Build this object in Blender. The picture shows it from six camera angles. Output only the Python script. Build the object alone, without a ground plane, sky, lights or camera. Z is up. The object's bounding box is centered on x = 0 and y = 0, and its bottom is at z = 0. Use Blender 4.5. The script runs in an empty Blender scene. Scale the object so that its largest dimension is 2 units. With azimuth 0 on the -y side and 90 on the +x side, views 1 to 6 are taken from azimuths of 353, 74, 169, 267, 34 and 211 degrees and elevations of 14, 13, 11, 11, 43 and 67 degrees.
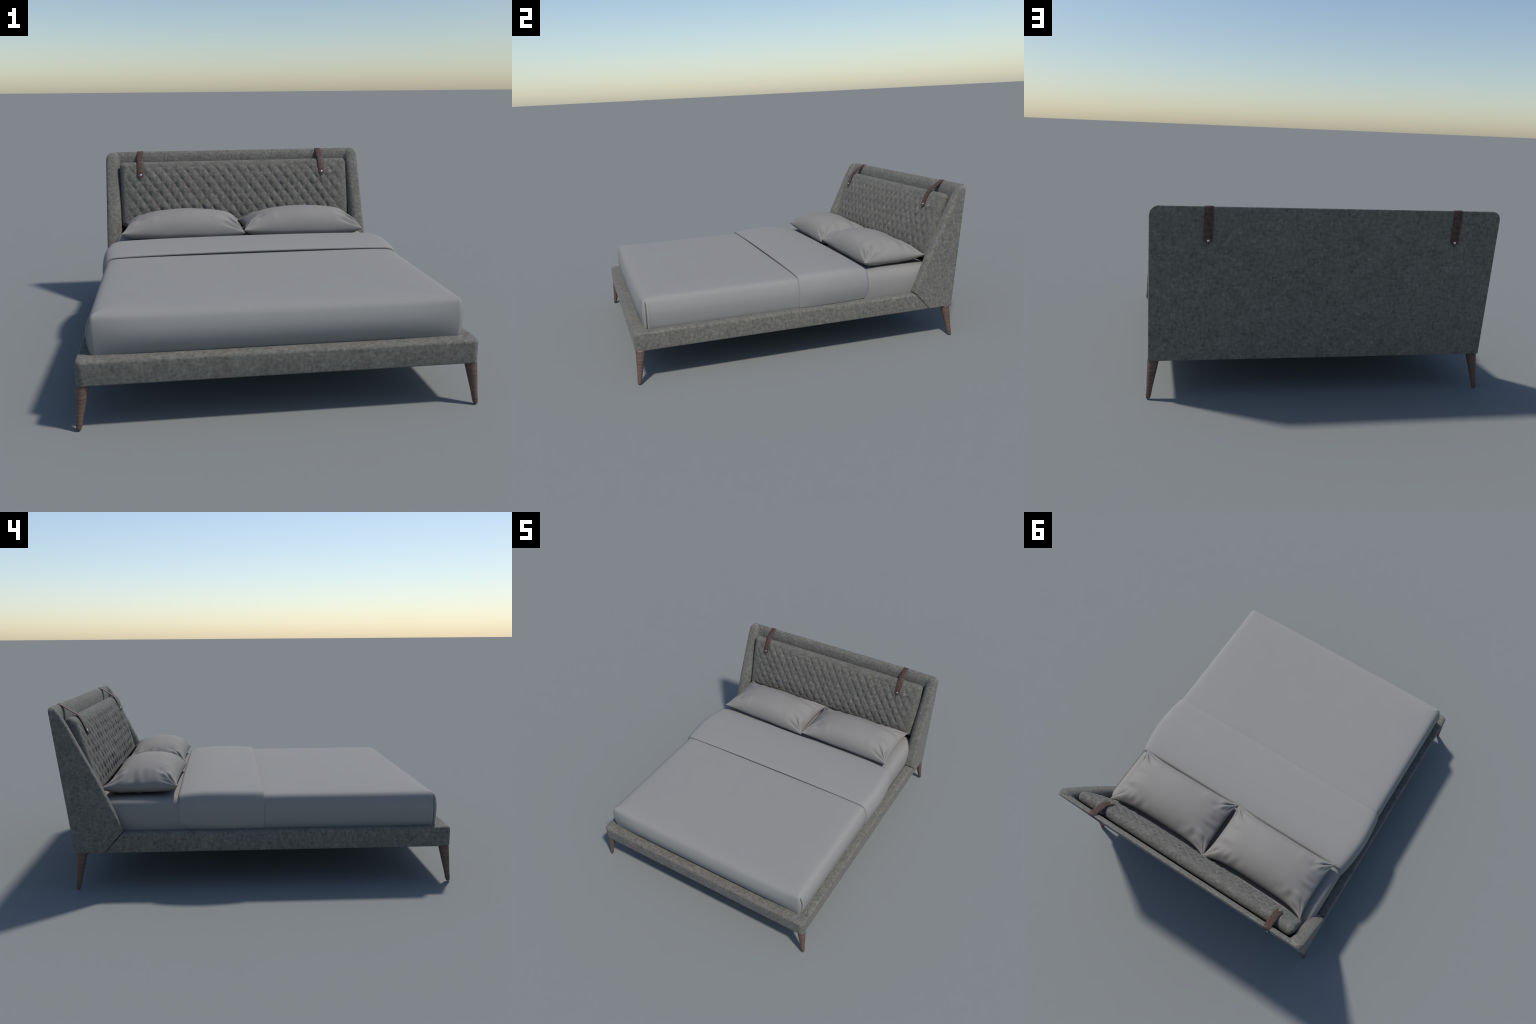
import bpy, bmesh, math
import numpy as np
from mathutils import Vector, noise

# ------------------------------------------------------------------ helpers
def link(ob, parent=None):
    bpy.context.scene.collection.objects.link(ob)
    if parent is not None:
        ob.parent = parent
    return ob


def mesh_object(name, verts, faces, mat, parent=None, smooth=True):
    me = bpy.data.meshes.new(name)
    me.from_pydata([tuple(v) for v in verts], [], [tuple(f) for f in faces])
    me.validate()
    bm = bmesh.new()
    bm.from_mesh(me)
    bmesh.ops.recalc_face_normals(bm, faces=bm.faces)
    bm.to_mesh(me)
    bm.free()
    me.materials.append(mat)
    if smooth:
        me.polygons.foreach_set("use_smooth", [True] * len(me.polygons))
    return link(bpy.data.objects.new(name, me), parent)


def smoothstep(a, b, x):
    t = np.clip((x - a) / (b - a), 0.0, 1.0)
    return t * t * (3 - 2 * t)


def curve_through(keys, t):
    """Smooth (monotone Hermite) interpolation through a short list of control points."""
    k = np.array(keys, float)
    x, y = k[:, 0], k[:, 1]
    d = np.diff(y) / np.diff(x)
    m = np.concatenate([[d[0]], (d[:-1] + d[1:]) / 2, [d[-1]]])
    for i in range(len(d)):
        if i + 1 < len(d) and d[i] * d[i + 1] <= 0:
            m[i + 1] = 0
    t = np.clip(t, x[0], x[-1])
    i = np.clip(np.searchsorted(x, t) - 1, 0, len(x) - 2)
    h = x[i + 1] - x[i]
    s = (t - x[i]) / h
    return ((2 * s**3 - 3 * s**2 + 1) * y[i] + (s**3 - 2 * s**2 + s) * h * m[i]
            + (-2 * s**3 + 3 * s**2) * y[i + 1] + (s**3 - s**2) * h * m[i + 1])


def smooth_path(points, n):
    """Catmull-Rom path resampled to n points of equal spacing."""
    P = [np.array(p, float) for p in points]
    P = [2 * P[0] - P[1]] + P + [2 * P[-1] - P[-2]]
    out = []
    for i in range(1, len(P) - 2):
        for t in np.linspace(0, 1, 24, endpoint=False):
            a, b, c, d = P[i - 1:i + 3]
            out.append(0.5 * (2 * b + (c - a) * t + (2 * a - 5 * b + 4 * c - d) * t**2
                              + (3 * b - a - 3 * c + d) * t**3))
    out.append(P[-2])
    out = np.array(out)
    s = np.concatenate([[0], np.cumsum(np.linalg.norm(np.diff(out, axis=0), axis=1))])
    q = np.linspace(0, s[-1], n)
    return np.stack([np.interp(q, s, out[:, j]) for j in range(out.shape[1])], 1)


# ---------------------------------------------------------------- materials
def new_mat(name):
    m = bpy.data.materials.new(name)
    m.use_nodes = True
    nt = m.node_tree
    for n in list(nt.nodes):
        nt.nodes.remove(n)
    out = nt.nodes.new("ShaderNodeOutputMaterial")
    bsdf = nt.nodes.new("ShaderNodeBsdfPrincipled")
    nt.links.new(bsdf.outputs[0], out.inputs[0])
    return m, nt, bsdf


def tex(nt, kind, scale, stretch=(1, 1, 1), detail=2.0, rough=0.5, offset=(0, 0, 0), rot=(0, 0, 0)):
    co = nt.nodes.new("ShaderNodeTexCoord")
    mp = nt.nodes.new("ShaderNodeMapping")
    mp.inputs["Scale"].default_value = stretch
    mp.inputs["Location"].default_value = offset
    mp.inputs["Rotation"].default_value = rot
    nt.links.new(co.outputs["Object"], mp.inputs["Vector"])
    t = nt.nodes.new(kind)
    t.inputs["Scale"].default_value = scale
    if "Detail" in t.inputs:
        t.inputs["Detail"].default_value = detail
        t.inputs["Roughness"].default_value = rough
    nt.links.new(mp.outputs[0], t.inputs["Vector"])
    return t.outputs[0]


def math_node(nt, op, a, b):
    n = nt.nodes.new("ShaderNodeMath")
    n.operation = op
    for i, v in enumerate((a, b)):
        if isinstance(v, (int, float)):
            n.inputs[i].default_value = v
        else:
            nt.links.new(v, n.inputs[i])
    return n.outputs[0]


def ramp(nt, fac, stops):
    r = nt.nodes.new("ShaderNodeValToRGB")
    el = r.color_ramp.elements
    while len(el) < len(stops):
        el.new(0.5)
    for e, (p, c) in zip(el, stops):
        e.position = p
        e.color = (*c, 1)
    nt.links.new(fac, r.inputs[0])
    return r.outputs[0]


def bump(nt, bsdf, height, strength, dist):
    b = nt.nodes.new("ShaderNodeBump")
    b.inputs["Strength"].default_value = strength
    b.inputs["Distance"].default_value = dist
    nt.links.new(height, b.inputs["Height"])
    nt.links.new(b.outputs[0], bsdf.inputs["Normal"])


def wool_material(name, gain=1.0):
    """Grey-beige felted wool: blotches, warp and weft flecks, fine fuzz."""
    m, nt, b = new_mat(name)
    blot = tex(nt, "ShaderNodeTexNoise", 66, detail=3, rough=0.6)
    warp = tex(nt, "ShaderNodeTexNoise", 95, stretch=(1, 1, 0.35), detail=2, offset=(3, 1, 2))
    weft = tex(nt, "ShaderNodeTexNoise", 95, stretch=(0.35, 0.35, 1), detail=2, offset=(7, 4, 5))
    wide = tex(nt, "ShaderNodeTexNoise", 14, detail=2, offset=(1, 8, 3))
    f = math_node(nt, "MULTIPLY", blot, 0.42)
    f = math_node(nt, "ADD", f, math_node(nt, "MULTIPLY", warp, 0.24))
    f = math_node(nt, "ADD", f, math_node(nt, "MULTIPLY", weft, 0.20))
    f = math_node(nt, "ADD", f, math_node(nt, "MULTIPLY", wide, 0.14))
    g = gain
    col = ramp(nt, f, [(0.34, (0.086 * g, 0.082 * g, 0.072 * g)),
                       (0.47, (0.140 * g, 0.134 * g, 0.118 * g)),
                       (0.56, (0.174 * g, 0.167 * g, 0.147 * g)),
                       (0.68, (0.250 * g, 0.240 * g, 0.208 * g))])
    nt.links.new(col, b.inputs["Base Color"])
    b.inputs["Roughness"].default_value = 0.95
    b.inputs["Specular IOR Level"].default_value = 0.15
    b.inputs["Sheen Weight"].default_value = 0.08
    bump(nt, b, f, 0.35, 0.004)
    return m


def linen_material(name, colour):
    m, nt, b = new_mat(name)
    n = tex(nt, "ShaderNodeTexNoise", 7, detail=2)
    lo = tuple(c * 0.995 for c in colour)
    hi = tuple(c * 1.005 for c in colour)
    nt.links.new(ramp(nt, n, [(0.35, lo), (0.65, hi)]), b.inputs["Base Color"])
    b.inputs["Roughness"].default_value = 0.9
    b.inputs["Specular IOR Level"].default_value = 0.2
    weave = tex(nt, "ShaderNodeTexNoise", 420, detail=1)
    bump(nt, b, weave, 0.08, 0.001)
    return m


def walnut_material():
    """Brown wood with close horizontal grain bands, as on the legs."""
    m, nt, b = new_mat("walnut_wood")
    band = tex(nt, "ShaderNodeTexNoise", 10, stretch=(0.7, 0.7, 22), detail=4, rough=0.65)
    line = tex(nt, "ShaderNodeTexNoise", 10, stretch=(0.4, 0.4, 5.5), detail=2, offset=(2, 5, 9))
    f = math_node(nt, "ADD", math_node(nt, "MULTIPLY", band, 0.7), math_node(nt, "MULTIPLY", line, 0.3))
    col = ramp(nt, f, [(0.33, (0.058, 0.036, 0.028)), (0.46, (0.118, 0.077, 0.059)),
                       (0.58, (0.165, 0.103, 0.082)), (0.70, (0.210, 0.138, 0.112))])
    nt.links.new(col, b.inputs["Base Color"])
    b.inputs["Roughness"].default_value = 0.55
    b.inputs["Specular IOR Level"].default_value = 0.3
    return m


def leather_material():
    m, nt, b = new_mat("brown_leather")
    a = tex(nt, "ShaderNodeTexNoise", 70, detail=4, rough=0.65)
    col = ramp(nt, a, [(0.33, (0.046, 0.026, 0.021)), (0.5, (0.072, 0.041, 0.033)),
                       (0.66, (0.105, 0.062, 0.050))])
    nt.links.new(col, b.inputs["Base Color"])
    b.inputs["Roughness"].default_value = 0.6
    b.inputs["Specular IOR Level"].default_value = 0.3
    grain = tex(nt, "ShaderNodeTexVoronoi", 320)
    bump(nt, b, grain, 0.2, 0.001)
    return m


def metal_material():
    m, nt, b = new_mat("polished_steel")
    n = tex(nt, "ShaderNodeTexNoise", 300, detail=1)
    nt.links.new(ramp(nt, n, [(0.3, (0.70, 0.72, 0.75)), (0.7, (0.80, 0.82, 0.85))]), b.inputs["Base Color"])
    b.inputs["Metallic"].default_value = 1.0
    b.inputs["Roughness"].default_value = 0.18
    return m


WOOL = wool_material("felted_wool")
WOOL_PANEL = wool_material("quilted_wool", 0.90)
COVER = linen_material("cool_grey_linen", (0.271, 0.266, 0.254))
SHEET = linen_material("warm_grey_sheet", (0.258, 0.246, 0.230))
PILLOW = linen_material("warm_grey_pillowcase", (0.247, 0.235, 0.220))
WOOD = walnut_material()
LEATHER = leather_material()
STEEL = metal_material()

# ----------------------------------------------------------------- the bed
BED = bpy.data.objects.new("upholstered_bed", None)
link(BED)
BED["label"] = "grey wool upholstered double bed with quilted headboard"
BED["category"] = "bed"

RAIL_X, FOOT_Y = 0.8155, -0.9965
RAIL_LO, RAIL_HI = 0.1835, 0.2855
BACK_LOW, BACK_SLOPE = 0.9045, 0.1285
TOP_Z = 0.9145


def back_y(z):
    return BACK_LOW + BACK_SLOPE * (z - RAIL_LO)


# rounded slab outlines ------------------------------------------------------
def rounded_rect(hx, y0, y1, r, r_head=None, step=0.02, arc=10, counts=None):
    """Outline of a rectangle |x|<hx, y0<y<y1 with outward normals; corner radius r (foot), r_head (head)."""
    rh = r if r_head is None else r_head
    pts = []

    def side(p, q, n, rel):
        p, q = np.array(p, float), np.array(q, float)
        L = np.linalg.norm(q - p)
        L = L if counts is None else counts[0 if n[0] == 0 else 1]
        k = max(2, int(L / step))
        # denser towards the ends
        t = 0.5 - 0.5 * np.cos(np.linspace(0, math.pi, k + 1)) if rel else np.linspace(0, 1, k + 1)
        for tt in t:
            pts.append((*(p + (q - p) * tt), *n))

    def corner(c, rr, a0):
        for i in range(1, arc):
            a = a0 + math.pi / 2 * i / arc
            n = (math.cos(a), math.sin(a))
            pts.append((c[0] + rr * n[0], c[1] + rr * n[1], *n))

    side((-hx + r, y0), (hx - r, y0), (0, -1), True)
    corner((hx - r, y0 + r), r, -math.pi / 2)
    side((hx, y0 + r), (hx, y1 - rh), (1, 0), True)
    corner((hx - rh, y1 - rh), rh, 0)
    side((hx - rh, y1), (-hx + rh, y1), (0, 1), True)
    corner((-hx + rh, y1 - rh), rh, math.pi / 2)
    side((-hx, y1 - rh), (-hx, y0 + r), (-1, 0), True)
    corner((-hx + r, y0 + r), r, math.pi)
    return np.array(pts)


def ring_stack(rings, close_top=True, close_bottom=True):
    verts, faces = [], []
    n = len(rings[0])
    for r in rings:
        verts += [tuple(p) for p in r]
    for i in range(len(rings) - 1):
        for j in range(n):
            k = (j + 1) % n
            faces.append((i * n + j, i * n + k, (i + 1) * n + k, (i + 1) * n + j))
    if close_bottom:
        faces.append(tuple(range(n - 1, -1, -1)))
    if close_top:
        faces.append(tuple(range((len(rings) - 1) * n, len(rings) * n)))
    return verts, faces


# --- frame: an upholstered ring of side rails and foot rail ------------------
def build_frame():
    """Padded ring of side rails and foot rail: rounded outer edge, square inner edge, mitred where the wings begin."""
    R, rt, rb, ri = 0.026, 0.014, 0.006, 0.006
    wide, wide_foot = 0.0585, 0.085
    prof = []                                             # (inset from the outer face, height)
    for i in range(5):
        t = math.pi / 2 * i / 4
        prof.append((rb * (1 - math.sin(t)), RAIL_LO + rb * (1 - math.cos(t))))
    for i in range(9):
        t = math.pi / 2 * i / 8
        prof.append((rt * (1 - math.cos(t)), RAIL_HI - rt * (1 - math.sin(t))))
    prof.append((0.03, RAIL_HI))
    for i in range(5):
        t = math.pi / 2 * i / 4
        prof.append((wide - ri * (1 - math.sin(t)), RAIL_HI - ri * (1 - math.cos(t))))
    prof.append((wide, RAIL_LO))
    rings = []
    for d, z in prof:
        df = d + (wide_foot - wide) * float(smoothstep(0.03, wide, np.array(d)))
        q = rounded_rect(RAIL_X - d, FOOT_Y + df, 0.82, max(R - d, 0.002), 0.002, 0.03, 10, counts=(1.6, 1.8))
        seam = 0.6605 + (RAIL_HI + 0.006 - z) * (0.098 / 0.108) - 0.0012
        q[:, 1] = np.minimum(q[:, 1], seam)
        rings.append(np.c_[q[:, :2], np.full(len(q), z)])
    v, f = ring_stack(rings, close_top=False, close_bottom=False)
    n = len(rings[0])
    for j in range(n):                                    # underside
        k = (j + 1) % n
        f.append((j, k, (len(rings) - 1) * n + k, (len(rings) - 1) * n + j))
    ob = mesh_object("bed_frame", v, f, WOOL, BED)
    bm = bmesh.new()
    bm.from_mesh(ob.data)
    bmesh.ops.remove_doubles(bm, verts=bm.verts, dist=1e-6)
    bmesh.ops.dissolve_degenerate(bm, edges=bm.edges, dist=1e-6)
    bmesh.ops.recalc_face_normals(bm, faces=bm.faces)
    bm.to_mesh(ob.data)
    bm.free()
    ob.data.set_sharp_from_angle(angle=math.radians(50))
    return ob


build_frame()

# platform that carries the mattress inside the ring
pl = rounded_rect(RAIL_X - 0.045, FOOT_Y + 0.04, 0.88, 0.01, arc=3, step=0.2)
v, f = ring_stack([np.c_[pl[:, :2], np.full(len(pl), z)] for z in (0.192, 0.232)])
mesh_object("mattress_platform", v, f, WOOL, BED, smooth=False)


# --- headboard: back board and two wings, fused --------------------------------
def prism(profile, x0, x1):
    bm = bmesh.new()
    a = [bm.verts.new((x0, y, z)) for y, z in profile]
    b = [bm.verts.new((x1, y, z)) for y, z in profile]
    bm.faces.new(a)
    bm.faces.new(b[::-1])
    n = len(profile)
    for i in range(n):
        bm.faces.new((a[i], b[i], b[(i + 1) % n], a[(i + 1) % n]))
    bmesh.ops.recalc_face_normals(bm, faces=bm.faces)
    return bm


def build_headboard():
    t = TOP_Z
    b0, b1 = back_y(RAIL_LO), back_y(t)
    board = [(b0, RAIL_LO), (b1 - 0.001, t - 0.003), (b1 - 0.005, t),
             (b1 - 0.010, t - 0.001), (b1 - 0.0165, t - 0.006), (b1 - 0.0235, t - 0.0145), (b1 - 0.031, t - 0.029), (b1 - 0.036, t - 0.048), (b1 - 0.040, t - 0.08),
             (0.905, 0.45), (0.870, RAIL_LO)]
    wing = [(b0, RAIL_LO), (b1 - 0.001, t - 0.003), (b1 - 0.005, t), (b1 - 0.015, t),
            (b1 - 0.029, t - 0.007), (0.953, t - 0.023), (0.938, t - 0.048), (0.913, 0.823), (0.843, 0.683), (0.760, 0.514),
            (0.704, 0.392), (0.678, 0.335), (0.6615, 0.293), (0.7595, RAIL_LO)]
    parts = [prism(board, -0.79, 0.79)]
    W = np.array(wing)
    first, last = 3, len(wing) - 2                  # padded points run from the top edge to the seam
    inward = np.zeros_like(W)
    for i in range(first, last + 1):
        tan = W[min(i + 1, last)] - W[i - 1]
        tan /= np.linalg.norm(tan)
        inward[i] = (-tan[1], tan[0])
        if inward[i] @ np.array([1.0, -0.5]) < 0:
            inward[i] *= -1
    inward[last] *= 0.35
    xi, xo, ri, ro = 0.729, RAIL_X + 0.001, 0.046, 0.020
    for side in (-1, 1):
        rings = []
        for x in np.concatenate([xi + ri * (1 - np.cos(np.linspace(0, math.pi / 2, 9))),
                                 xo - ro * (1 - np.sin(np.linspace(0, math.pi / 2, 9)))]):
            cut = 0.0
            if x < xi + ri:
                cut = ri * (1 - math.sqrt(max(0, 1 - ((xi + ri - x) / ri) ** 2)))
            elif x > xo - ro:
                cut = ro * (1 - math.sqrt(max(0, 1 - ((x - xo + ro) / ro) ** 2)))
            q = W + inward * cut
            rings.append([(side * x, p[0], min(p[1], t)) for p in q])
        vv, ff = ring_stack(rings)
        bm = bmesh.new()
        bv = [bm.verts.new(p) for p in vv]
        for fc in ff:
            bm.faces.new([bv[k] for k in fc])
        bmesh.ops.recalc_face_normals(bm, faces=bm.faces)
        parts.append(bm)
    verts, faces = [], []
    for bm in parts:
        bm.verts.index_update()
        o = len(verts)
        verts += [tuple(v.co) for v in bm.verts]
        faces += [tuple(o + v.index for v in f.verts) for f in bm.faces]
        bm.free()
    ob = mesh_object("headboard", verts, faces, WOOL, BED)
    mod = ob.modifiers.new("fuse", "REMESH")
    mod.mode = "VOXEL"
    mod.voxel_size = 0.0045
    sm = ob.modifiers.new("soften", "SMOOTH")
    sm.factor = 0.5
    sm.iterations = 4
    dg = bpy.context.evaluated_depsgraph_get()
    me = bpy.data.meshes.new_from_object(ob.evaluated_get(dg))
    ob.modifiers.clear()
    ob.data = me
    n = len(me.vertices)
    co = np.empty(n * 3)
    me.vertices.foreach_get("co", co)
    co = co.reshape(-1, 3)
    # rounded upper outer corners
    R = 0.046
    cx, cz = RAIL_X - R, TOP_Z - R
    dx, dz = np.abs(co[:, 0]) - cx, co[:, 2] - cz
    d = np.hypot(dx, dz)
    out = (dx > 0) & (dz > 0) & (d > R)
    k = np.where(out, R / np.maximum(d, 1e-9), 1.0)
    co[:, 0] = np.where(out, np.sign(co[:, 0]) * (cx + dx * k), co[:, 0])
    co[:, 2] = np.where(out, cz + dz * k, co[:, 2])
    me.vertices.foreach_set("co", co.ravel())
    me.polygons.foreach_set("use_smooth", [True] * len(me.polygons))
    me.materials.clear()
    me.materials.append(WOOL)
    me.update()


build_headboard()

# --- quilted cushion hung on the headboard ------------------------------------
STRAP_X = (0.559, -0.600)
CUSHION_LEAN = 0.285                       # dy per dz of the front face
CUSHION_HX, CUSHION_TOP, CUSHION_BOTTOM = 0.729, 0.866, 0.456


def build_cushion():
    lean = math.atan(CUSHION_LEAN)
    up = np.array([0, math.sin(lean), math.cos(lean)])
    nor = np.array([0, -math.cos(lean), math.sin(lean)])
    half = (CUSHION_TOP - CUSHION_BOTTOM) / math.cos(lean) / 2 - 0.008
    zc = (CUSHION_TOP + CUSHION_BOTTOM) / 2 - 0.006
    # middle plane of the cushion; the front bulges 36 mm, the back 30 mm
    centre = np.array([0, 0.866 + CUSHION_LEAN * (zc - 0.778) + 0.037, zc])

    def graded(h, inner, r, k):
        edge = h - r * (1 - np.sin(np.linspace(0, math.pi / 2, k)))[::-1]   # dense near the rim
        edge = h - r * (1 - np.cos(np.linspace(math.pi / 2, 0, k)))
        mid = np.linspace(-(h - r), h - r, inner)
        return np.concatenate([-edge[::-1][:0], -(np.sort(edge)[::-1]), mid[1:-1], np.sort(edge)])

    us = graded(CUSHION_HX, 420, 0.034, 12)
    vs = graded(half, 110, 0.034, 12)
    U, V = np.meshgrid(us, vs)
    # rounded outline: pull the square corners onto an arc
    rc = 0.030
    cx, cy = np.abs(U) - (CUSHION_HX - rc), np.abs(V) - (half - rc)
    inside = (cx > 0) & (cy > 0)
    m = np.maximum(cx, cy)
    d = np.hypot(cx, cy)
    k = np.where(inside & (d > 1e-9), m / np.maximum(d, 1e-9), 1.0)
    U2 = np.where(inside, np.sign(U) * (CUSHION_HX - rc + cx * k), U)
    V2 = np.where(inside, np.sign(V) * (half - rc + cy * k), V)
    rim = np.where(inside, rc - m, np.minimum(CUSHION_HX - np.abs(U), half - np.abs(V)))
    rim = np.clip(rim, 0, None)
    r = 0.034
    shoulder = np.sqrt(np.clip(1 - (1 - np.clip(rim / r, 0, 1)) ** 2, 0, 1))
    soft_top = 0.004 * smoothstep(half - 0.10, half - 0.01, V)      # the front rolls back towards the top edge
    # diamond quilting: soft pads between two families of stitched diagonals
    w, h = 0.0666, 0.0955
    wob = np.array([[noise.noise(Vector((u * 6, v * 6, 3.1))) for u in us] for v in vs])
    wob2 = np.array([[noise.noise(Vector((u * 22, v * 22, 7.7))) for u in us] for v in vs])
    wob3 = np.array([[noise.noise(Vector((u * 13, v * 13, 1.7))) for u in us] for v in vs])
    x0 = -0.163
    v0 = (0.805 - zc) / math.cos(lean)
    a = (U - x0) / w + (V - v0) / h + 0.5 + 0.08 * wob
    b = (U - x0) / w - (V - v0) / h + 0.5 - 0.08 * wob
    pad = (np.abs(np.sin(math.pi * a)) * np.abs(np.sin(math.pi * b))) ** 0.85 * (1 + 0.4 * wob3)
    margin = smoothstep(0.020, 0.060, rim) * (0.55 + 0.45 * smoothstep(0.02, 0.16, CUSHION_HX - np.abs(U)))
    # the straps press the quilting flat where they lie
    calm = np.ones_like(U)
    for sx in STRAP_X:
        calm -= 0.85 * np.exp(-((U - sx) / 0.032) ** 4) * smoothstep(v0 - 0.085, v0 - 0.045, V)
    front = 0.034 * shoulder - soft_top * shoulder + 0.004 * smoothstep(0, 0.12, rim) + 0.011 * np.clip(1 - (U / CUSHION_HX) ** 4, 0, 1) * np.clip(1 - ((V + 0.05) / (half + 0.03)) ** 2, 0, 1) + margin * (0.0088 * (pad - 0.25) * calm) + 0.0022 * wob2 * margin
    back = 0.035 * shoulder
    verts, faces = [], []
    ny, nx = U.shape
    F = centre + U2[..., None] * np.array([1, 0, 0]) + V2[..., None] * up + front[..., None] * nor
    B = centre + U2[..., None] * np.array([1, 0, 0]) + V2[..., None] * up - back[..., None] * nor
    verts = np.concatenate([F.reshape(-1, 3), B.reshape(-1, 3)])
    o = ny * nx
    for i in range(ny - 1):
        for j in range(nx - 1):
            p = i * nx + j
            faces.append((p, p + 1, p + nx + 1, p + nx))
            faces.append((o + p, o + p + nx, o + p + nx + 1, o + p + 1))
    ob = mesh_object("quilted_cushion", verts, faces, WOOL_PANEL, BED)
    bm = bmesh.new()
    bm.from_mesh(ob.data)
    bmesh.ops.remove_doubles(bm, verts=bm.verts, dist=1e-5)
    bmesh.ops.recalc_face_normals(bm, faces=bm.faces)
    bm.to_mesh(ob.data)
    bm.free()
    return ob


build_cushion()


# --- leather straps with steel rivets -----------------------------------------
def strap_mesh():
    """Strap in the y-z plane, centred on x = 0: up the back, over the rim, down onto the cushion."""
    pts = [(back_y(0.741) + 0.0025, 0.741), (back_y(0.78) + 0.0025, 0.78), (back_y(0.84) + 0.0025, 0.84),
           (back_y(0.89) + 0.0025, 0.893), (0.9965, 0.909), (0.9915, 0.9145), (0.983, 0.9115), (0.966, 0.9015), (0.944, 0.888), (0.921, 0.874),
           (0.9025, 0.862), (0.8865, 0.8425), (0.8725, 0.816), (0.8585, 0.785), (0.8465, 0.756)]
    P = smooth_path(pts, 120)
    T = np.gradient(P, axis=0)
    T /= np.linalg.norm(T, axis=1)[:, None]
    N = np.stack([T[:, 1] * -1, T[:, 0]], 1)      # points outwards (away from the board)
    N = -N if N[0, 0] < 0 else N
    s = np.concatenate([[0], np.cumsum(np.linalg.norm(np.diff(P, axis=0), axis=1))])
    L = s[-1]
    hw = 0.0195 * np.minimum(1, np.minimum(s, L - s) / 0.018 + 0.03)
    verts, faces = [], []
    th = 0.0020
    n = len(P)
    for i in range(n):
        for (a, b) in ((-1, -1), (-1, 0.6), (-0.93, 1), (0.93, 1), (1, 0.6), (1, -1)):
            p = P[i] + N[i] * th * b
            verts.append((hw[i] * a, p[0], p[1]))
    for i in range(n - 1):
        for j in range(6):
            k = (j + 1) % 6
            faces.append((i * 6 + j, i * 6 + k, i * 6 + 6 + k, i * 6 + 6 + j))
    faces.append(tuple(range(6)))
    faces.append(tuple(range((n - 1) * 6, n * 6)))
    sites = []
    for d in (0.021, L - 0.023):
        i = int(np.argmin(np.abs(s - d)))
        sites.append((P[i] + N[i] * th, N[i]))
    return verts, faces, sites


def rivet_mesh():
    prof = [(0.0064, -0.001), (0.0064, 0.0006), (0.0060, 0.0016), (0.0048, 0.0026), (0.0030, 0.0032), (0.0012, 0.0034)]
    n = 20
    rings = [[(r * math.cos(2 * math.pi * i / n), r * math.sin(2 * math.pi * i / n), z) for i in range(n)] for r, z in prof]
    return ring_stack(rings)


sv, sf, sites = strap_mesh()
rv, rf = rivet_mesh()
strap_data = rivet_data = None
for x in STRAP_X:
    if strap_data is None:
        st = mesh_object("leather_strap", sv, sf, LEATHER, BED)
        strap_data = st.data
        md = st.data
        md.polygons.foreach_set("use_smooth", [True] * len(md.polygons))
        md.set_sharp_from_angle(angle=math.radians(35))
    else:
        st = link(bpy.data.objects.new("leather_strap", strap_data), BED)
    st.location = (x, 0, 0)
    for (p, nrm) in sites:
        if rivet_data is None:
            rv_ob = mesh_object("rivet", rv, rf, STEEL, st)
            rivet_data = rv_ob.data
        else:
            rv_ob = link(bpy.data.objects.new("rivet", rivet_data), st)
        rv_ob.location = (0, p[0], p[1])
        rv_ob.rotation_mode = "QUATERNION"
        rv_ob.rotation_quaternion = Vector((0, nrm[0], nrm[1])).to_track_quat("Z", "Y")


# --- legs -----------------------------------------------------------------------
def leg_mesh():
    """Turned, tapering leg that splays along its local +x +y diagonal; origin at the top centre."""
    H = 0.190
    keys = [(0.0, 0.0055), (0.003, 0.0088), (0.009, 0.0108), (0.05, 0.0140), (0.10, 0.0190),
            (0.15, 0.0240), (0.178, 0.0265), (0.19, 0.0272)]
    zs = np.concatenate([[0, 0.0015, 0.004, 0.008, 0.012, 0.018], np.linspace(0.03, H, 14)])
    n = 32
    rings = []
    for z in zs:
        r = float(curve_through(keys, np.array(z)))
        off = 0.0245 * (1 - z / H)
        rings.append([(off + r * math.cos(2 * math.pi * i / n), off + r * math.sin(2 * math.pi * i / n), z - H) for i in range(n)])
    return ring_stack(rings)


lv, lf = leg_mesh()
leg_data = None
for k, (x, y, turn) in enumerate(((0.7905, 0.871, 0), (-0.7905, 0.871, 90), (-0.7905, -0.9655, 180), (0.7905, -0.9655, 270))):
    if leg_data is None:
        lg = mesh_object("leg", lv, lf, WOOD, BED)
        leg_data = lg.data
    else:
        lg = link(bpy.data.objects.new("leg", leg_data), BED)
    lg.location = (x, y, 0.190)
    lg.rotation_euler = (0, 0, math.radians(turn))


# --- mattress in its warm grey fitted sheet ---------------------------------------
def slab_rings(hx, y0, y1, profile, r, r_head, foot_scale=1.0, foot_bulge=0.0, groove=None, step=0.02, arc=10):
    """profile: list of (outward offset, z).  The last entries walk inwards over the top."""
    rings = []
    for (o, z) in profile:
        of = o * foot_scale if o > 0 else o
        q = rounded_rect(hx + o, y0 - of, y1 + o, max(r + o, 0.003), max(r_head + o, 0.003), step, arc,
                         counts=(2 * hx, y1 - y0))
        if foot_bulge:
            k = math.sin(math.pi * min(1, max(0, (z - 0.286) / 0.160))) ** 0.8
            q[:, 1] -= foot_bulge * k * np.clip(-q[:, 3], 0, 1) * np.clip(1 - (q[:, 0] / hx) ** 6, 0, 1)
        if groove is not None:
            amount = groove(q, z)
            q[:, 0] += q[:, 2] * amount
            q[:, 1] += q[:, 3] * amount
        rings.append(np.c_[q[:, :2], np.full(len(q), z)])
    return rings


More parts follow.
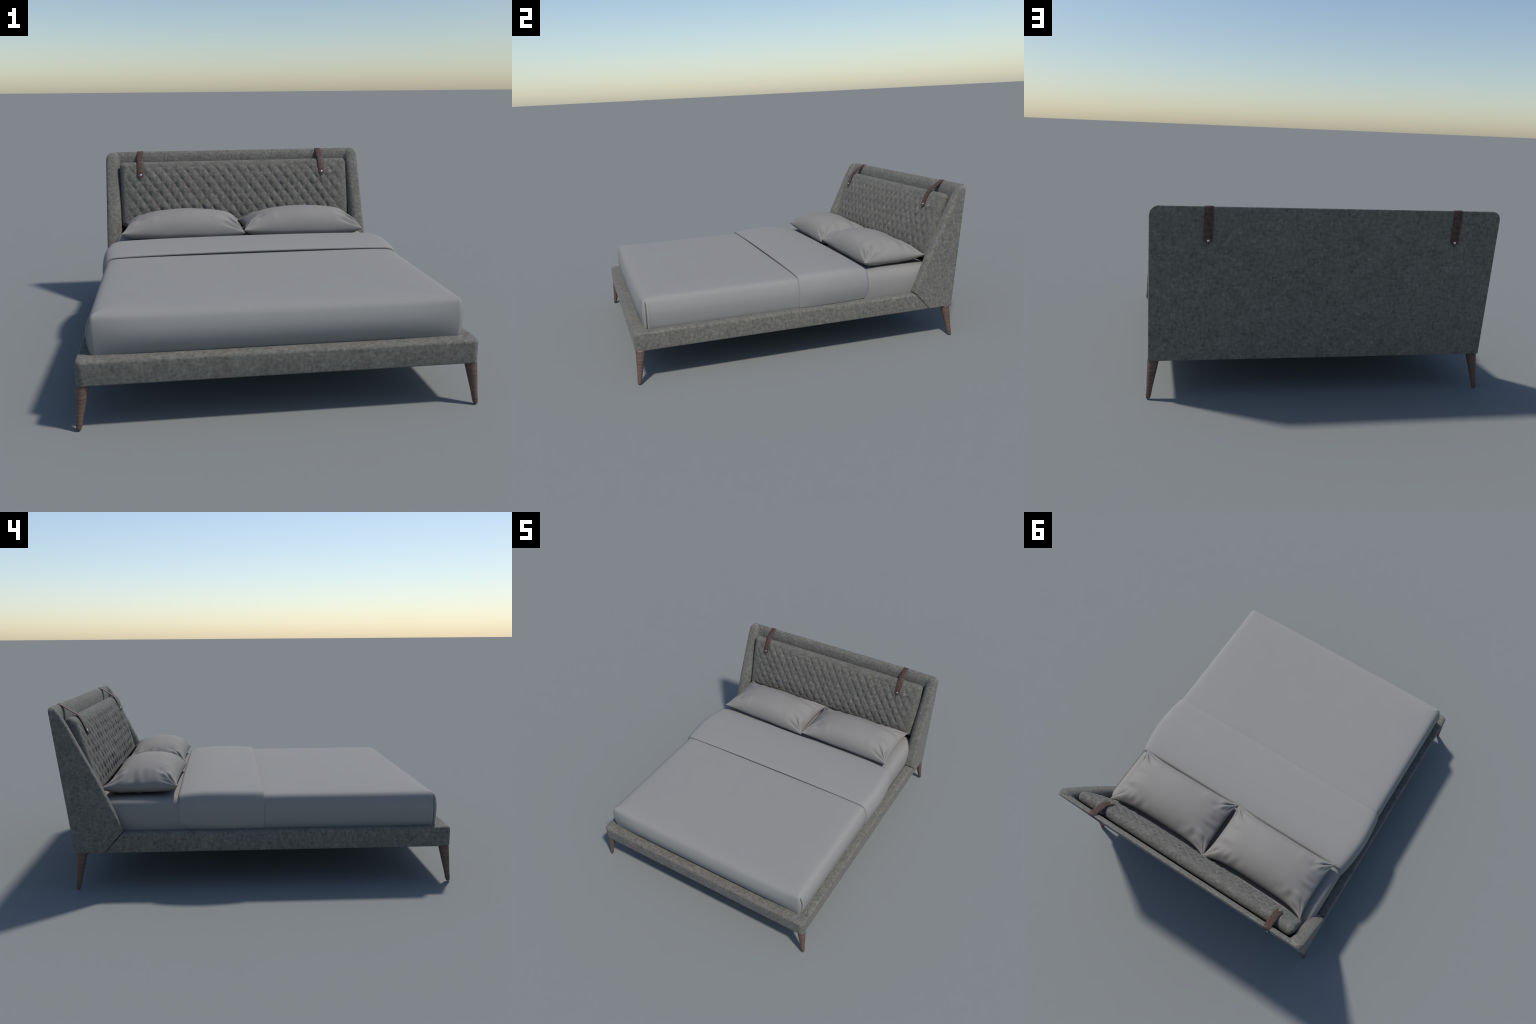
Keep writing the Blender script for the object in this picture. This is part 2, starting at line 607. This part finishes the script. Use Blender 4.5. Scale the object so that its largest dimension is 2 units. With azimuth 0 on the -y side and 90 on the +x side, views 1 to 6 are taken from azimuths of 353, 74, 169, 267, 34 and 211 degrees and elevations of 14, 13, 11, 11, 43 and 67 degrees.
mprof = [(-0.008, 0.232), (-0.002, 0.25), (0.004, 0.285), (0.008, 0.32), (0.009, 0.35), (0.007, 0.38), (0.002, 0.400),
         (-0.006, 0.416), (-0.016, 0.427), (-0.029, 0.4345), (-0.045, 0.4385), (-0.065, 0.4400), (-0.12, 0.4405), (-0.3, 0.441)]
rings = slab_rings(0.752, -0.89, 0.838, mprof, 0.03, 0.075)
v, f = ring_stack(rings)
mesh_object("mattress", v, f, SHEET, BED)

# ------------------------------------------------------------------ the duvet
dprof = [(0.004, 0.2795), (0.0075, 0.2865), (0.0105, 0.300), (0.014, 0.320), (0.0165, 0.343), (0.018, 0.366), (0.0165, 0.388), (0.012, 0.408),
         (0.007, 0.424), (0.0025, 0.434), (-0.003, 0.4415), (-0.0100, 0.4478), (-0.019, 0.4522), (-0.032, 0.4555), (-0.055, 0.4578),
         (-0.1, 0.4595), (-0.2, 0.4612), (-0.35, 0.462)]


def corner_slit(q, z):
    """Side panel folded over the foot panel: a narrow slit down each foot corner."""
    fz = float(smoothstep(0.442, 0.424, np.array(z)))
    s = np.where(np.abs(q[:, 0]) > 0.7, q[:, 1] + 0.9175, 9.0)
    s = np.where(q[:, 1] < -0.5, s, 9.0)
    slit = -0.018 * np.exp(-(s / 0.0026) ** 2)
    lip = 0.003 * np.exp(-((s - 0.012) / 0.008) ** 2)
    return fz * (slit + lip)


rings = slab_rings(0.755, -0.9275, 0.25, dprof, 0.014, 0.014, foot_scale=0.5, foot_bulge=0.019, groove=corner_slit, step=0.008, arc=26)
v, f = ring_stack(rings)
DUVET = mesh_object("duvet", v, f, COVER)
DUVET["label"] = "smooth cool grey duvet tucked over the mattress"
DUVET["category"] = "duvet"


def build_fold():
    """Turned-back end of the duvet: a puffy band across the bed."""
    y0, y1 = -0.047, 0.392
    width = [(-0.05, 0.7785), (0.0, 0.7850), (0.06, 0.7905), (0.15, 0.7945), (0.25, 0.788), (0.33, 0.777), (0.392, 0.765)]
    top = [(-0.05, 0.4705), (-0.02, 0.4745), (0.05, 0.4775), (0.15, 0.4805), (0.25, 0.4785), (0.33, 0.4715), (0.392, 0.460)]
    # section, from the bed rail up the side and over: (inset from widest, fraction of height, drop from top)
    def section(y, shrink):
        W = float(curve_through(width, np.array(y))) - shrink
        T = float(curve_through(top, np.array(y))) - shrink
        pts = []
        lo = 0.2835
        side = [(-0.022, 0.0), (-0.0165, 0.04), (-0.0105, 0.12), (-0.0045, 0.24), (-0.001, 0.38), (0, 0.48), (-0.002, 0.60), (-0.0065, 0.71), (-0.013, 0.81),
                (-0.0215, 0.89), (-0.032, 0.943), (-0.047, 0.974), (-0.07, 0.990), (-0.11, 0.998)]
        foot = float(curve_through([(-0.05, 0.769), (0.15, 0.774), (0.30, 0.764), (0.392, 0.750)], np.array(y))) - shrink
        side = [(o if k > 0.48 else (foot - W) * (1 - math.sin(math.pi / 2 * k / 0.48)), k) for o, k in side]
        for (o, k) in side:
            pts.append((W + o, lo + (T - lo) * k))
        inner = W - 0.11
        for t in np.linspace(0, 1, 25)[1:-1]:
            pts.append((inner * (1 - 2 * t), T + 0.0005 + 0.007 * (1 - (1 - 2 * t) ** 2)))
        for (o, k) in side[::-1]:
            pts.append((-(W + o), lo + (T - lo) * k))
        return pts

    r = 0.0052
    stations = []
    stations.append((y0 + 0.020, 0.030))
    stations.append((y0 + 0.018, 2 * r))
    for a in np.linspace(-90, 90, 16):
        ar = math.radians(a)
        stations.append((y0 + r - r * math.cos(ar), r - r * math.sin(ar)))
    for y in np.linspace(y0 + r + 0.01, y1 - 0.020, 40):
        stations.append((y, 0.0))
    R = 0.016
    for a in np.linspace(0, 100, 12)[1:]:
        ar = math.radians(a)
        stations.append((y1 - R + R * math.sin(ar), R * (1 - math.cos(ar))))
    stations.append((y1 - 0.004, 0.035))
    rings = [[(x, y, z) for x, z in section(y, s)] for y, s in stations]
    v, f = ring_stack(rings)
    return mesh_object("duvet_fold", v, f, COVER, DUVET)


build_fold()


# ------------------------------------------------------------------ pillows
def pillow_mesh():
    """Stuffed pillow: two sheets sewn round the rim, pinched corners with radiating creases.  z = 0 is the seam."""
    hx, hy = 0.355, 0.200
    nx, ny = 150, 96
    us = np.sin(np.linspace(-math.pi / 2, math.pi / 2, nx))
    vs = np.sin(np.linspace(-math.pi / 2, math.pi / 2, ny))
    U, V = np.meshgrid(us, vs)
    au, av = np.abs(U), np.abs(V)
    # sides bow inwards a little between the corners
    X = hx * U * (1 - 0.055 * (1 - av**3))
    Y = hy * V * (1 - np.where(V > 0, 0.20, 0.085) * (1 - au ** np.where(U < 0, 5.5, 3.5)))
    # fullest a little towards the foot of the bed, falling away more gently to the head side
    shift = V + 0.12 * (1 - V**2)
    across = np.clip(1 - np.abs(shift) ** np.where(shift < 0, 2.6, 2.2), 0, 1) ** np.where(shift < 0, 0.5, 0.54)
    along = np.clip(1 - au ** np.where(U < 0, 2.3, 3.0), 0, 1) ** np.where(U < 0, 0.62, 0.5)
    body = across * along
    # creases: fans of soft folds that leave each corner
    crease = np.zeros_like(U)
    for (su, sv, amp, ph, fr) in ((1, -1, 1.6, 0.4, 14.0), (-1, -1, 0.9, 1.9, 11.0), (1, 1, 0.45, 2.6, 9.0), (-1, 1, 0.5, 0.9, 8.0)):
        dx, dy = (hx - su * hx * U), (hy - sv * hy * V)
        rr = np.hypot(dx, dy)
        th = np.arctan2(dy, dx)
        env = np.exp(-((rr - 0.07) / 0.065) ** 2) * np.clip(1.5 - rr / 0.12, 0.1, 1)
        crease += amp * env * (np.sin(fr * th + ph + 14 * rr) + 0.4 * np.sin(1.7 * fr * th + 2 * ph - 9 * rr))
    # loose folds along the sewn ends and long sides, uneven in length and spacing
    wave = np.array([[noise.noise(Vector((u * 2.0, v * 5.5, 0.7))) for u in us] for v in vs])
    fold = np.array([[noise.noise(Vector((u * 9.0, v * 2.2, 5.1))) for u in us] for v in vs])
    for su, amp in ((-1, 2.2), (1, 1.6)):
        d = hx * (1 - su * U)
        crease += amp * np.exp(-((d - 0.06) / 0.05) ** 2) * wave
    for sv, amp in ((-1, 0.9), (1, 2.0)):
        d = hy * (1 - sv * V)
        crease += amp * np.exp(-((d - 0.045) / 0.04) ** 2) * smoothstep(0.15, 0.7, au) * fold
    edge = np.clip(np.minimum(hx * (1 - au), hy * (1 - av)) / 0.02, 0, 1)
    top = 0.112 * body + 0.0060 * crease * edge
    low = -0.078 * np.sqrt(np.clip((1 - au**4) * (1 - av**3), 0, 1)) - 0.003 * crease * edge
    low = -0.0520 * (1 - np.exp(-(np.abs(low) / 0.052) ** 2)) ** 0.5
    seam = -0.007 * U * (1 - V) / 2 + 0.0015 * np.sin(9 * U + 1) * (1 - U**2) - 0.004 * (1 - au**4) * av**6
    o = ny * nx
    verts = np.concatenate([np.stack([X, Y, top + seam], -1).reshape(-1, 3), np.stack([X, Y, np.minimum(low + seam, top + seam)], -1).reshape(-1, 3)])
    faces = []
    for i in range(ny - 1):
        for j in range(nx - 1):
            p = i * nx + j
            faces.append((p, p + 1, p + nx + 1, p + nx))
            faces.append((o + p, o + p + nx, o + p + nx + 1, o + p + 1))
    return verts, faces


pv, pf = pillow_mesh()
pillow_data = None
for (x, y, turn) in ((0.352, 0.588, 0.3), (-0.349, 0.586, -0.6)):
    if pillow_data is None:
        p = mesh_object("pillow", pv, pf, PILLOW)
        bm = bmesh.new()
        bm.from_mesh(p.data)
        bmesh.ops.remove_doubles(bm, verts=bm.verts, dist=1e-5)
        bmesh.ops.recalc_face_normals(bm, faces=bm.faces)
        bm.to_mesh(p.data)
        bm.free()
        pillow_data = p.data
    else:
        p = link(bpy.data.objects.new("pillow", pillow_data))
    p.location = (x, y, 0.4915)
    p.rotation_euler = (0, 0, math.radians(turn))
    p["label"] = "plump warm grey pillow with creased pointed corners"
    p["category"] = "pillow"

bpy.context.view_layer.update()
